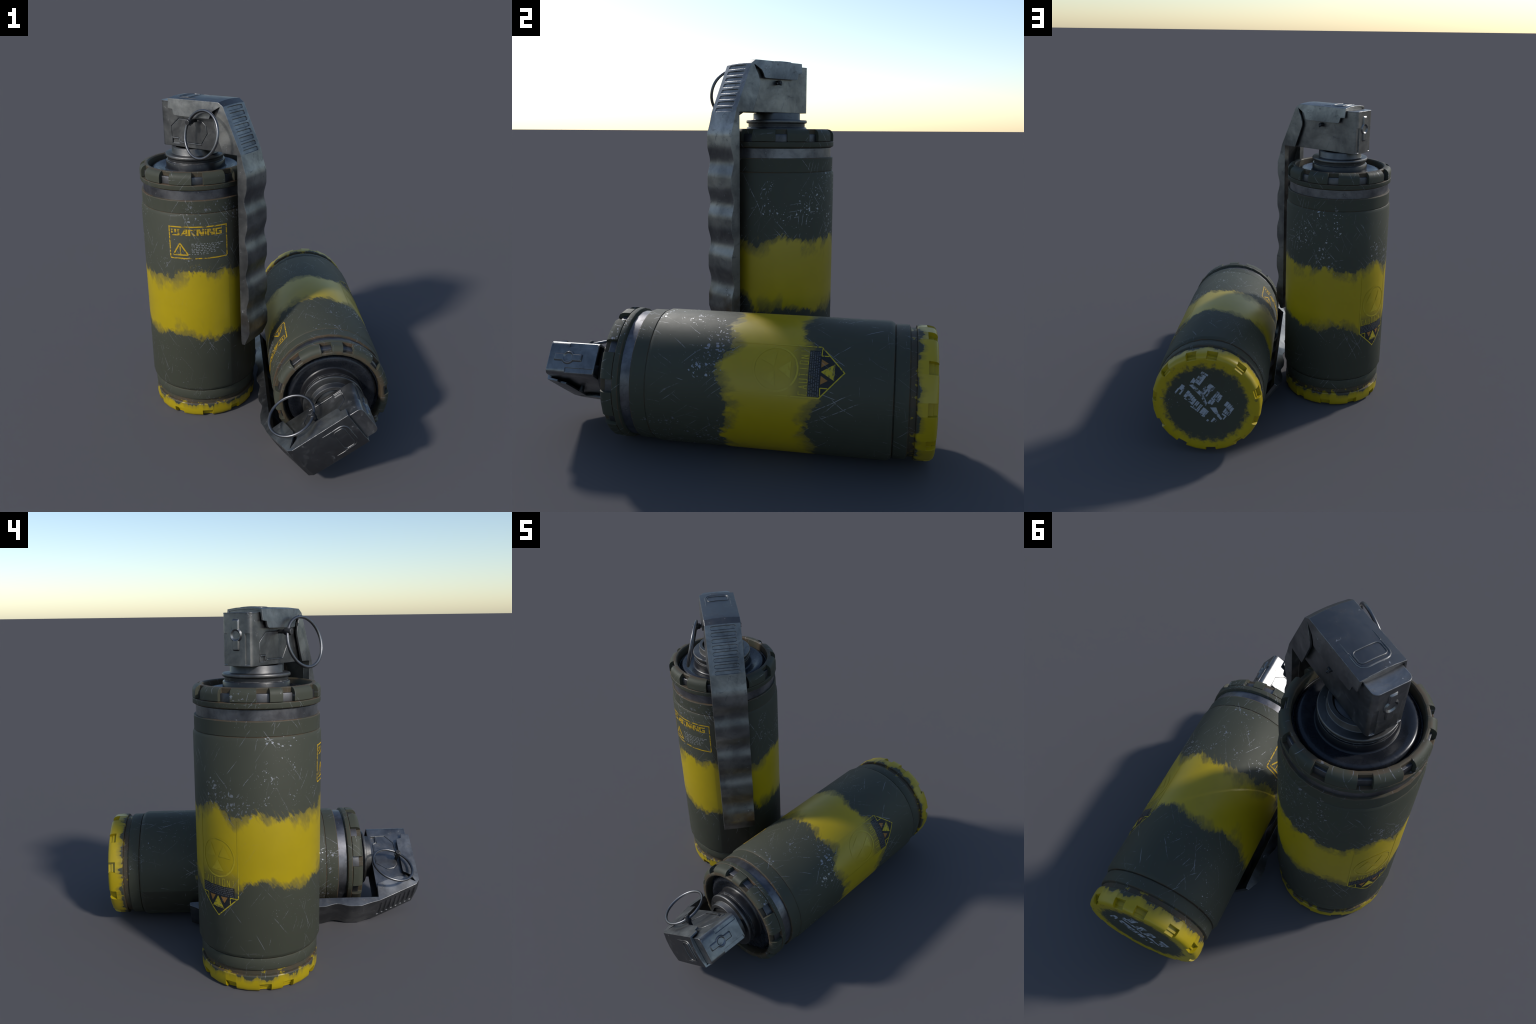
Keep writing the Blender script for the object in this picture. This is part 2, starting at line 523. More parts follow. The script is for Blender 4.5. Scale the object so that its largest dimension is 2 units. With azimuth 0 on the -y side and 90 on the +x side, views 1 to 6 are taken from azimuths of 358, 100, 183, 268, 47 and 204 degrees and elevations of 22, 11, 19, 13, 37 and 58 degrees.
def rounded_rect(x0, x1, y0, y1, r, n=4):
    pts = []
    for cx, cy, a0 in ((x1 - r, y1 - r, 0), (x0 + r, y1 - r, 90), (x0 + r, y0 + r, 180), (x1 - r, y0 + r, 270)):
        for k in range(n + 1):
            a = math.radians(a0 + 90 * k / n)
            pts.append((cx + r * math.cos(a), cy + r * math.sin(a)))
    return pts

# ------------------------------------------------------------------ canister
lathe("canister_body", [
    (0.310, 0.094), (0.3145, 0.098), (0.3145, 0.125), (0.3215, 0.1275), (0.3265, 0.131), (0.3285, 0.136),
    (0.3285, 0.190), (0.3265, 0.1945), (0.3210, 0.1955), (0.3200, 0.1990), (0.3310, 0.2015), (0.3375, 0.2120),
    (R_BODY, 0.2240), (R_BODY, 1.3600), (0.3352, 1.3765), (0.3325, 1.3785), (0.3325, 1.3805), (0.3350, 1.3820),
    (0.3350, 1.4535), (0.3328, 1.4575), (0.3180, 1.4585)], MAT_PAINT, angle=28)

notched_lathe("base_cap",
    [(0, .002), (.284, .002), (.3050, .0), (.3155, .0045), (.3235, .0130), (.3275, .0260), (.3292, .0440), (.3298, .0600), (.3298, .0900), (.3262, .0955), (.312, .0975)],
    [(0, .002), (.284, .002), (.2940, .0), (.2970, .0020), (.2980, .0200), (.3060, .0210), (.3060, .0460), (.3298, .0470), (.3298, .0900), (.3262, .0955), (.312, .0975)],
    MAT_PAINT, angle=32)

lathe("metal_band", [(0.316, 1.452), (0.3228, 1.456), (0.3228, 1.510), (0.316, 1.516)], MAT_BAND)

lathe("cap_lip", [(0.317, 1.510), (0.3245, 1.511), (0.3372, 1.5185), (0.3388, 1.5230), (0.3388, 1.5435),
                  (0.3368, 1.5462), (0.306, 1.5462)], MAT_PAINT)

notched_lathe("cap_crown",
    [(.304, 1.5485), (.3370, 1.5485), (.3386, 1.5505), (.3386, 1.5820), (.3360, 1.5950), (.3285, 1.6065), (.3170, 1.6140), (.3020, 1.6175), (.2925, 1.6165), (.2870, 1.6110), (.2835, 1.5900), (.2825, 1.5550)],
    [(.304, 1.5485), (.3045, 1.5490), (.3050, 1.5510), (.3055, 1.5820), (.3060, 1.5950), (.3065, 1.6050), (.3075, 1.6130), (.3020, 1.6175), (.2925, 1.6165), (.2870, 1.6110), (.2835, 1.5900), (.2825, 1.5550)],
    MAT_PAINT, angle=32)

lathe("inner_ring", [(0.305, 1.5465), (0.3190, 1.5470), (0.3190, 1.5830), (0.3165, 1.5885), (0.305, 1.5900)], MAT_INNER)

lathe("top_plate", [(0.2840, 1.566), (0.2760, 1.570), (0.2720, 1.568), (0.2690, 1.559), (0.2665, 1.561), (0.2658, 1.573),
                    (0.2640, 1.580), (0.2590, 1.5865), (0.2510, 1.5905), (0.2430, 1.5918), (0.2340, 1.5910), (0.2220, 1.5875), (0.205, 1.5805), (0.190, 1.5765),
                    (0.1790, 1.5750), (0.1740, 1.5740)], MAT_FLOOR, seg=64, angle=50)
lathe("neck_collar", [(0.1860, 1.5760), (0.1805, 1.5795), (0.1778, 1.5870), (0.1775, 1.6220), (0.1750, 1.6270), (0.1660, 1.6285)],
      MAT_COLLAR_BLACK, seg=64, angle=50)

lathe("neck_seal", [(0.172, 1.626), (0.1672, 1.629), (0.1672, 1.652), (0.172, 1.654)], MAT_PIN, seg=48)
lathe("neck_flange", [(0.160, 1.6490), (0.1745, 1.6495), (0.1788, 1.6530), (0.1796, 1.6590), (0.1788, 1.6645), (0.1760, 1.6680),
                      (0.1400, 1.6695), (0.1384, 1.6720), (0.1380, 1.7040), (0.1360, 1.7075), (0.1180, 1.7080), (0.1150, 1.7050),
                      (0.1130, 1.6900), (0.1090, 1.6890), (0.1080, 1.6960), (0.1060, 1.6975), (0, 1.6975)], MAT_COLLAR, seg=48, angle=40)

# ------------------------------------------------------------------ fuze box (open-fronted folded plate)
BOX_Z0, BOX_Z1, BOX_Y, BOX_T = 1.7095, 1.9700, 0.0880, 0.012


def u_outline(y, x_back, rad, x_front, n=6):
    pts = [(x_front, -y)]
    for cy, a0 in ((-(y - rad), 270), (y - rad, 180)):
        for k in range(n + 1):
            a = math.radians(a0 - 90 * k / n)
            pts.append((x_back + rad + rad * math.cos(a), cy + rad * math.sin(a)))
    pts.append((x_front, y))
    return pts


bm = bmesh.new()
outer = u_outline(BOX_Y, -0.1765, 0.026, 0.300)
inner = u_outline(BOX_Y - BOX_T, -0.1765 + BOX_T, 0.016, 0.300)
loop = outer + list(reversed(inner))
rows = []
for zz, lean in ((BOX_Z0, 0.0), (BOX_Z1, 1.0)):
    rows.append([bm.verts.new((x - (0.055 * lean if x > 0.2 else 0.0), y, zz)) for x, y in loop])
n = len(loop)
bm.faces.new(list(reversed(rows[0])))
bm.faces.new(rows[1])
for i in range(n):
    j = (i + 1) % n
    bm.faces.new((rows[0][i], rows[0][j], rows[1][j], rows[1][i]))
bmesh.ops.recalc_face_normals(bm, faces=bm.faces)
box = bpy.data.meshes.new("box")
bm.to_mesh(box)
bm.free()

cut = bmesh.new()
# recessed eight-sided panel on the ring side
OCT = [(-0.044, 1.876), (-0.103, 1.826), (-0.100, 1.762), (-0.048, 1.762), (-0.036, 1.738), (0.121, 1.737), (0.167, 1.803),
       (0.160, 1.850), (0.130, 1.878)]
prism(cut, OCT, -0.110, -BOX_Y + 0.0045, "y")
# tab pocket at the panel's lower corner
prism(cut, [(-0.099, 1.7275), (-0.099, 1.7600), (-0.050, 1.7600), (-0.042, 1.7275)], -0.110, -BOX_Y + 0.0075, "y")
# slots at the back corners
for s in (-1, 1):
    prism(cut, [(s * 0.054, 1.7165), (s * 0.082, 1.7165), (s * 0.082, 1.8700), (s * 0.054, 1.8700)], -0.190, -0.1705, "x")
box = boolean(box, cut)
bm = bmesh.new()
bm.from_mesh(box)
finish_mesh(bm, "fuze_box", MAT_FUZE, angle=30, merge=False)

# lid of the fuze box with its rounded tongue at the back
bm = bmesh.new()
prism(bm, rounded_rect(-0.1770, 0.240, -0.0885, 0.0885, 0.026, 5), 1.9655, 1.9725, "z")
finish_mesh(bm, "box_lid", MAT_FUZE, bevel=0.0012, parent="fuze_box")

# crowned spacer that fills the gap between lid and cover
bm = bmesh.new()
CROWN = [(-.094, 1.9730)] + [(.0945 * f, 1.9890 - .0102 + .0095 * (1 - (.0945 * f / .105) ** 2)) for f in (-1, -.5, 0, .5, 1)] + [(.094, 1.9730)]
prism(bm, CROWN, -0.0975, 0.200, "x")
finish_mesh(bm, "cover_spacer", MAT_STEEL, angle=20, parent="fuze_box")

# raised inner panel of the octagon (a hair below the plate face, framed by the groove)
bm = bmesh.new()
cx, cz = 0.03, 1.805
prism(bm, [(cx + (px - cx) * 0.968, cz + (pz - cz) * 0.955) for px, pz in OCT], -0.0876, -0.080, "y")
finish_mesh(bm, "side_panel", MAT_FUZE, parent="fuze_box", bevel=0.0008)
bm = bmesh.new()
# bottom ledge of the panel and the little folded tab
prism(bm, [(-0.036, 1.7340), (0.119, 1.7330), (0.1225, 1.7385), (-0.036, 1.7395)], -0.0925, -0.080, "y")
prism(bm, [(-0.0915, 1.7560), (-0.0915, 1.7615), (-0.0475, 1.7615), (-0.0475, 1.7560)], -0.0925, -0.079, "y")
prism(bm, [(-0.0985, 1.7270), (-0.0995, 1.7560), (-0.0945, 1.7560), (-0.0945, 1.7270)], -0.0920, -0.079, "y")
finish_mesh(bm, "panel_tab", MAT_FUZE, parent="fuze_box", bevel=0.0008)

# key-shaped boss on the back face: two arms and a dished disc
bm = bmesh.new()
KZ = 1.863


def key_outline(rc, w, half):
    a = math.asin(w / rc)
    pts = []
    for s in (1, -1):
        for k in range(4):
            t = math.radians(0 + 30 * k)
            pts.append((s * (w - 0.006 + 0.006 * math.cos(t)), KZ + s * (half - 0.006 + 0.006 * math.sin(t))))
        for k in range(4):
            t = math.radians(90 + 30 * k)
            pts.append((s * (-(w - 0.006) + 0.006 * math.cos(t)), KZ + s * (half - 0.006 + 0.006 * math.sin(t))))
        for k in range(9):
            t = math.pi / 2 + a + (math.pi - 2 * a) * k / 8
            pts.append((s * rc * math.cos(t), KZ + s * rc * math.sin(t)))
    return pts


sizes = ((0.0360, 0.0200, 0.0775, -0.1755), (0.0365, 0.0205, 0.0780, -0.1775), (0.0302, 0.0142, 0.0717, -0.1845))
loops = [[bm.verts.new((xx, p[0], p[1])) for p in key_outline(rc, w, h)] for rc, w, h, xx in sizes]
for a, b in zip(loops, loops[1:]):
    for i in range(len(a)):
        j = (i + 1) % len(a)
        bm.faces.new((a[i], a[j], b[j], b[i]))
bm.faces.new(loops[-1])
key = bpy.data.meshes.new("key")
bm.faces.new(list(reversed(loops[0])))
bmesh.ops.recalc_face_normals(bm, faces=bm.faces)
bm.to_mesh(key)
bm.free()
cut = bmesh.new()
cone = [[cut.verts.new((xx, rr * math.cos(2 * math.pi * k / 28), KZ + rr * math.sin(2 * math.pi * k / 28))) for k in range(28)]
        for rr, xx in ((0.0352, -0.1905), (0.0205, -0.1775))]
cut.faces.new(cone[0])
cut.faces.new(list(reversed(cone[1])))
for k in range(28):
    cut.faces.new((cone[0][k], cone[0][(k + 1) % 28], cone[1][(k + 1) % 28], cone[1][k]))
key = boolean(key, cut)
bm = bmesh.new()
bm.from_mesh(key)
finish_mesh(bm, "key_boss", MAT_FUZE, angle=20, parent="fuze_box", merge=False)
# ------------------------------------------------------------------ safety lever: one folded sheet
def wavy(z):
    """Outer face of the hand grip: shallow finger hollows a constant pitch apart."""
    x = 0.4405
    for k in range(4):
        d = abs(z - (1.4370 - 0.2285 * k))
        if d < 0.085:
            x -= 0.0185 * (0.5 + 0.5 * math.cos(math.pi * d / 0.085)) ** 0.9
    return x


stations = []   # corner (x, z, half width), edge (x, z, half width), arch, inward normal, web, flange thickness


def st(c, e, arch, nrm, tw, tf):
    stations.append((c, e, arch, Vector((nrm[0], 0, nrm[1])).normalized(), tw, tf))


down = (0, -1)
st((-0.1005, 1.9890, .1050), (-0.0990, 1.9330, .1110), .0095, down, .010, .010)
st((-0.0900, 1.9892, .1050), (-0.0885, 1.9310, .1115), .0095, down, .010, .010)
st((-0.0680, 1.9893, .1050), (-0.0670, 1.9290, .1115), .0095, down, .010, .010)
st((-0.0620, 1.9894, .1050), (-0.0600, 1.9010, .1140), .0095, down, .010, .010)
st((-0.0520, 1.9895, .1050), (-0.0500, 1.8955, .1150), .0095, down, .010, .010)
st((0.0700, 1.9900, .1048), (0.0700, 1.8940, .1150), .0095, down, .010, .010)
st((0.1950, 1.9900, .1042), (0.1950, 1.8945, .1150), .0090, down, .010, .010)
st((0.2050, 1.9900, .1040), (0.2030, 1.8990, .1150), .0090, down, .010, .010)
st((0.2200, 1.9900, .1038), (0.2080, 1.9150, .1135), .0090, down, .010, .010)
st((0.2400, 1.9900, .1036), (0.2210, 1.9370, .1110), .0085, down, .010, .010)
st((0.2605, 1.9895, .1034), (0.2680, 1.9640, .1050), .0080, (-.30, -.95), .010, .010)
st((0.2920, 1.9680, .1030), (0.2720, 1.9640, .1050), .0060, (-.65, -.76), .010, .010)
slope_n = (-.914, -.405)
st((0.3050, 1.9390, .1030), (0.2580, 1.9330, .1070), .0050, slope_n, .010, .010)
st((0.3200, 1.9050, .1030), (0.2460, 1.9110, .1090), .0050, slope_n, .010, .010)
st((0.3350, 1.8710, .1030), (0.2340, 1.8780, .1110), .0050, slope_n, .010, .010)
st((0.3450, 1.8485, .1030), (0.2330, 1.8550, .1115), .0050, slope_n, .010, .010)
st((0.3740, 1.7830, .1030), (0.2580, 1.7830, .1120), .0050, slope_n, .010, .010)
st((0.4045, 1.7135, .1030), (0.2865, 1.7110, .1120), .0045, slope_n, .010, .010)
inw = (-1, -0.1)
st((0.4070, 1.7060, .1035), (0.3800, 1.7070, .1040), .0040, inw, .014, .040)
st((0.4200, 1.6540, .1035), (0.3795, 1.6540, .1040), .0040, inw, .014, .040)
st((0.4310, 1.6190, .1035), (0.3795, 1.6190, .1040), .0035, inw, .014, .040)
zz = 1.592
while zz > 0.60:
    st((wavy(zz), zz, .1038), (0.3790, zz, .1040), .0030, (-1, 0), .014, .040)
    zz -= 0.0165
for zz, xo, xe in ((0.597, .4395, .380), (0.572, .4310, .380), (0.548, .4200, .380)):
    st((xo, zz, .1038), (xe, zz, .1040), .0030, (-1, 0), .014, .040)
st((0.4140, 0.5360, .1038), (0.3810, 0.5300, .1040), .0030, (-1, 0), .034, .040)
st((0.4040, 0.5130, .1038), (0.3850, 0.5120, .1040), .0030, (-1, 0), .0195, .040)

bm = bmesh.new()
rows = []
for (cx, cz, cy), (ex, ez, ey), arch, nv, tw, tf in stations:
    out = -nv
    P = []
    half = [(ey, Vector((ex, 0, ez))), (cy, Vector((cx, 0, cz)))]
    prof = [(-ey, half[0][1]), (-cy, half[1][1])]
    for f in (-0.5, 0.0, 0.5):
        prof.append((cy * f, half[1][1] + out * arch * (1 - f * f)))
    prof += [(cy, half[1][1]), (ey, half[0][1])]
    for y, p in prof:
        P.append((p.x, y, p.z))
    ins = []
    iy = cy - tf
    base = half[1][1] + nv * tw
    ins.append((ey - tf, half[0][1]))
    ins.append((iy, base))
    for f in (0.5, 0.0, -0.5):
        ins.append((iy * f, base + out * arch * 0.8 * (1 - f * f)))
    ins.append((-iy, base))
    ins.append((-(ey - tf), half[0][1]))
    for y, p in ins:
        P.append((p.x, y, p.z))
    rows.append([bm.verts.new(p) for p in P])
n = len(rows[0])
for a, b in zip(rows, rows[1:]):
    for i in range(n):
        j = (i + 1) % n
        bm.faces.new((a[i], a[j], b[j], b[i]))
bm.faces.new(rows[0])
bm.faces.new(list(reversed(rows[-1])))
bmesh.ops.recalc_face_normals(bm, faces=bm.faces)
lever = bpy.data.meshes.new("lever")
bm.to_mesh(lever)
bm.free()

# pressed grip slots across the sloping shoulder
A, B = Vector((0.292, 0, 1.968)), Vector((0.4045, 0, 1.7135))
along = (B - A).normalized()
outn = Vector((0.914, 0, 0.405))
cut = bmesh.new()
for k in range(8):
    c = A + along * (0.0185 + 0.0362 * k) + outn * 0.0048
    ring_a, ring_b = [], []
    for sc, off, lst in ((1.0, 0.010, ring_a), (0.90, -0.0048, ring_b)):
        for py, ps in pill(0.0765 - (1 - sc) * 0.045, 0.0142 - (1 - sc) * 0.045):
            # follow the slight crown of the shoulder
            sag = -0.005 * (py / 0.103) ** 2
            p = c + along * ps + outn * (off + sag)
            lst.append(cut.verts.new((p.x, py, p.z)))
    cut.faces.new(ring_a)
    cut.faces.new(list(reversed(ring_b)))
    for i in range(len(ring_a)):
        j = (i + 1) % len(ring_a)
        cut.faces.new((ring_a[i], ring_a[j], ring_b[j], ring_b[i]))
lever = boolean(lever, cut)
bm = bmesh.new()
bm.from_mesh(lever)
lip = [e for e in bm.edges if len(e.link_faces) == 2 and e.calc_face_angle(0) > math.radians(50) and e.is_convex
       and all(abs(v.co.y) < 0.080 and (v.co - A).dot(along) > 0.002 and v.co.z > 1.70 and (v.co - A).dot(outn) > -0.002 for v in e.verts)]
bmesh.ops.bevel(bm, geom=lip, offset=0.0010, segments=1, affect="EDGES", profile=0.5, clamp_overlap=True)
finish_mesh(bm, "safety_lever", MAT_STEEL, angle=24, merge=False)

# pressed catch on top of the lever: rounded bead with a ramp in front
bm = bmesh.new()


def cover_z(y):
    return 1.9900 + 0.0095 * (1 - (y / 0.105) ** 2)


bead = [(px, py, cover_z(py) + 0.0005) for px, py in rounded_rect(-0.040, 0.026, -0.062, 0.062, 0.018, 5)]
dense = []
for i, p in enumerate(bead):
    q = bead[(i + 1) % len(bead)]
    m = max(1, int((Vector(q) - Vector(p)).length / 0.012))
    for k in range(m):
        t = k / m
        yy = p[1] + (q[1] - p[1]) * t
        dense.append((p[0] + (q[0] - p[0]) * t, yy, cover_z(yy) + 0.0006))
tube(bm, dense, 0.0026, 8, closed=True)
finish_mesh(bm, "catch_bead", MAT_STEEL, angle=60, parent="safety_lever")
# soft pressed lip round the back of the catch and the faint ramp edges in front of it
bm = bmesh.new()
lip = [(0.030, -0.0715), (0.000, -0.0715), (-0.030, -0.0710), (-0.046, -0.0650), (-0.0560, -0.0520)]
lip += [(-0.0590, -0.040 + 0.08 * k / 8) for k in range(9)]
lip += [(x, -y) for x, y in reversed(lip[:5])]
tube(bm, [(x, y, cover_z(y) - 0.0042) for x, y in lip], [0.0044] + [0.0066] * (len(lip) - 2) + [0.0044], 12)
for sy in (-1, 1):
    tube(bm, [(x, sy * 0.0735, cover_z(0.0735) - 0.0010 - 0.0012 * (x > 0.08)) for x in (0.086, 0.060, 0.030)], 0.0024, 8)
finish_mesh(bm, "catch_lip", MAT_STEEL, angle=60, parent="safety_lever")

# ------------------------------------------------------------------ pull ring and pin
bm = bmesh.new()
c0, nrm = Vector((0.1932, -0.1810, 1.8180)), Vector((math.sin(-0.1823) * math.cos(0.2452), -math.cos(-0.1823) * math.cos(0.2452), math.sin(0.2452)))
e1 = nrm.orthogonal().normalized()
e2 = nrm.cross(e1)
tube(bm, [c0 + 0.1333 * (math.cos(2 * math.pi * k / 56) * e1 + math.sin(2 * math.pi * k / 56) * e2) for k in range(56)], 0.0085, 12, closed=True)
finish_mesh(bm, "pull_ring", MAT_RING, angle=60)

bm = bmesh.new()
PX, PZ = 0.083, 1.8745
tube(bm, [(PX, -0.080, PZ), (PX, -0.128, PZ)], 0.0105, 10)
tube(bm, [(PX, -0.120, PZ), (PX, -0.126, PZ), (PX, -0.162, PZ), (PX, -0.167, PZ)], [0.0135, 0.0175, 0.0175, 0.0145], 10)
tube(bm, [(PX + 0.004, -0.146, PZ - 0.020), (PX + 0.004, -0.146, PZ + 0.020)], 0.0085, 8)
tube(bm, [(PX, 0.080, PZ), (PX, 0.116, PZ), (PX, 0.120, PZ)], [0.0125, 0.0125, 0.0095], 10)
tube(bm, [(PX + 0.008, 0.100, PZ - 0.005), (PX - 0.002, 0.124, PZ - 0.010)], 0.0065, 8)
finish_mesh(bm, "ring_pin", MAT_PIN, angle=40, bevel=0.0)

# ------------------------------------------------------------------ printed markings, laid on the curved body
LIFT = 0.0011


def facet_radius(a):
    t = (a % STEP) - STEP / 2
    return R_BODY * math.cos(STEP / 2) / math.cos(t)


class Print:
    """Collects flat shapes (u along the girth in degrees, z up) and wraps them on the facets."""
    def __init__(self, flat=False):
        self.bm = bmesh.new()
        self.flat = flat
        self.n = 0

    def quad(self, p, lift=0.0, cell=0.011):
        a, b, c, d = [Vector(q) for q in p]
        k = 0.00598 if not self.flat else 1.0     # metres per degree at the surface
        le = lambda q: Vector((q.x * k, q.y))
        nu = max(1, math.ceil(max((le(b) - le(a)).length, (le(c) - le(d)).length) / cell))
        nv = max(1, math.ceil(max((le(d) - le(a)).length, (le(c) - le(b)).length) / cell))
        extra = lift + (self.n % 7) * 0.00005
        self.n += 1
        grid = []
        for j in range(nv + 1):
            row = []
            for i in range(nu + 1):
                s, t = i / nu, j / nv
                q = (a * (1 - s) + b * s) * (1 - t) + (d * (1 - s) + c * s) * t
                if self.flat:
                    row.append(self.bm.verts.new((q.x, q.y, 0.0012 - extra)))
                else:
                    an = math.radians(q.x)
                    r = facet_radius(an) + LIFT + extra
                    row.append(self.bm.verts.new((r * math.cos(an), r * math.sin(an), q.y)))
            grid.append(row)
        for j in range(nv):
            for i in range(nu):
                vs = [grid[j][i], grid[j][i + 1], grid[j + 1][i + 1], grid[j + 1][i]]
                vs = [v for m, v in enumerate(vs) if all((v.co - w.co).length > 1e-6 for w in vs[:m])]
                if len(vs) > 2:
                    self.bm.faces.new(vs)

    def tri(self, a, b, c, lift=0.0):
        self.quad((a, b, c, c), lift)

    def stroke(self, p, q, w, lift=0.0):
        """Bar from p to q, w metres wide."""
        k = 0.00598 if not self.flat else 1.0
        d = Vector(((q[0] - p[0]) * k, q[1] - p[1]))
        nrm = Vector((-d.y, d.x)).normalized() * (w / 2)
        o = Vector((nrm.x / k, nrm.y))
        P, Q = Vector(p), Vector(q)
        self.quad((P - o, Q - o, Q + o, P + o), lift)

    def done(self, name, mat, parent, kind=None):
        bm = self.bm
        bmesh.ops.recalc_face_normals(bm, faces=bm.faces)
        for f in bm.faces:
            c = f.calc_center_median()
            want = Vector((0, 0, -1)) if self.flat else Vector((c.x, c.y, 0))
            if f.normal.dot(want) < 0:
                f.normal_flip()
            f.smooth = True
        me = bpy.data.meshes.new(name)
        bm.to_mesh(me)
        bm.free()
        me.materials.append(mat)
        if not self.flat:
            me.normals_split_custom_set_from_vertices([Vector((v.co.x, v.co.y, 0)).normalized() for v in me.vertices])
        PARTS.append((name, me, parent, kind))


# wide block letters, each a set of four-sided strokes in a unit cell
LETTERS = {
    "W": [((.02, .12), (.20, .12), (.20, 1), (.02, 1)), ((.40, .48), (.62, .48), (.62, 1), (.40, 1)), ((.76, .0), (1, .0), (1, 1), (.76, 1)), ((.10, .0), (.75, .0), (.75, .20), (.24, .20))],
    "A": [((.0, .0), (.26, .0), (.72, .80), (.56, 1)), ((.72, 0), (1, 0), (1, 1), (.72, 1)), ((.42, .26), (.71, .26), (.71, .44), (.52, .44)), ((.57, 1), (.60, .84), (.71, .84), (.71, 1))],
    "R": [((.0, .0), (.28, .0), (.28, 1), (.0, 1)), ((.29, .80), (1, .80), (1, 1), (.29, 1)), ((.74, .46), (1, .46), (1, .79), (.74, .79)), ((.42, .42), (.73, .42), (.73, .58), (.42, .58)), ((.66, .0), (1, .0), (.70, .41), (.40, .41))],
    "N": [((.0, .0), (.26, .0), (.26, 1), (.0, 1)), ((.74, .0), (1, .0), (1, 1), (.74, 1)), ((.27, .62), (.60, .0), (.73, .0), (.27, 1)), ((.27, 1), (.73, .02), (.73, .40), (.45, 1))],
    "I": [((.0, .0), (1, .0), (1, 1), (.0, 1))],
    "G": [((.0, .0), (.26, .0), (.26, 1), (.0, 1)), ((.27, .80), (1, .80), (1, 1), (.27, 1)), ((.27, .0), (.73, .0), (.73, .2), (.27, .2)), ((.74, .0), (1, .0), (1, .55), (.74, .55)), ((.52, .38), (.73, .38), (.73, .55), (.52, .55))],
}


def warning_label():
    pr = Print()
    a0, a1, z0, z1 = -81.8, -22.9, 1.1090, 1.3030
    w = 0.0075
    pr.stroke((a0, z1), (a1, z1), w)
    pr.stroke((a0 + .7, z0), (a1 - .7, z0), w)
    pr.stroke((a0 + .6, z0 + .004), (a0 + .6, z1 - .004), w)
    pr.stroke((a1 - .6, z0 + .004), (a1 - .6, z1 - .004), w)
    x = -79.2
    for ch, wd in (("W", 9.6), ("A", 7.9), ("R", 8.0), ("N", 8.2), ("I", 2.2), ("N", 8.2), ("G", 7.4)):
        for q in LETTERS[ch]:
            pr.quad([(x + p[0] * (wd - .7), 1.2500 + p[1] * 0.0390) for p in q])
        x += wd
    # exclamation triangle
    ap, bl, br = (-70.6, 1.2035), (-78.0, 1.1300), (-62.6, 1.1310)
    for p, q in ((ap, bl), (bl, br), (br, ap)):
        pr.stroke(p, q, 0.0085)
    pr.quad(((-70.9, 1.150), (-70.1, 1.150), (-69.8, 1.184), (-71.2, 1.184)))
    pr.quad(((-71.1, 1.138), (-69.9, 1.138), (-69.9, 1.145), (-71.1, 1.145)))
    pr.done("warning_label", MAT_INK_YELLOW, "canister_body")
    # rows of fine print
    pr = Print()
    z = 1.1975
    for row, end in enumerate((-27, -33, -35, -33, -37, -36, -42)):
        x = -59.0
        while x < end:
            wd = rng.uniform(1.2, 4.2)
            n = max(1, int(wd / 0.55))
            for i in range(n):
                if rng.random() < 0.82:
                    h = rng.choice((0.0035, 0.0045, 0.0050))
                    pr.quad(((x + i * .55, z), (x + i * .55 + .36, z), (x + i * .55 + .36, z + h), (x + i * .55, z + h)))
            x += wd + 0.9
        z -= 0.0104
    pr.done("fine_print", MAT_INK_WHITE, "canister_body", "stuff")


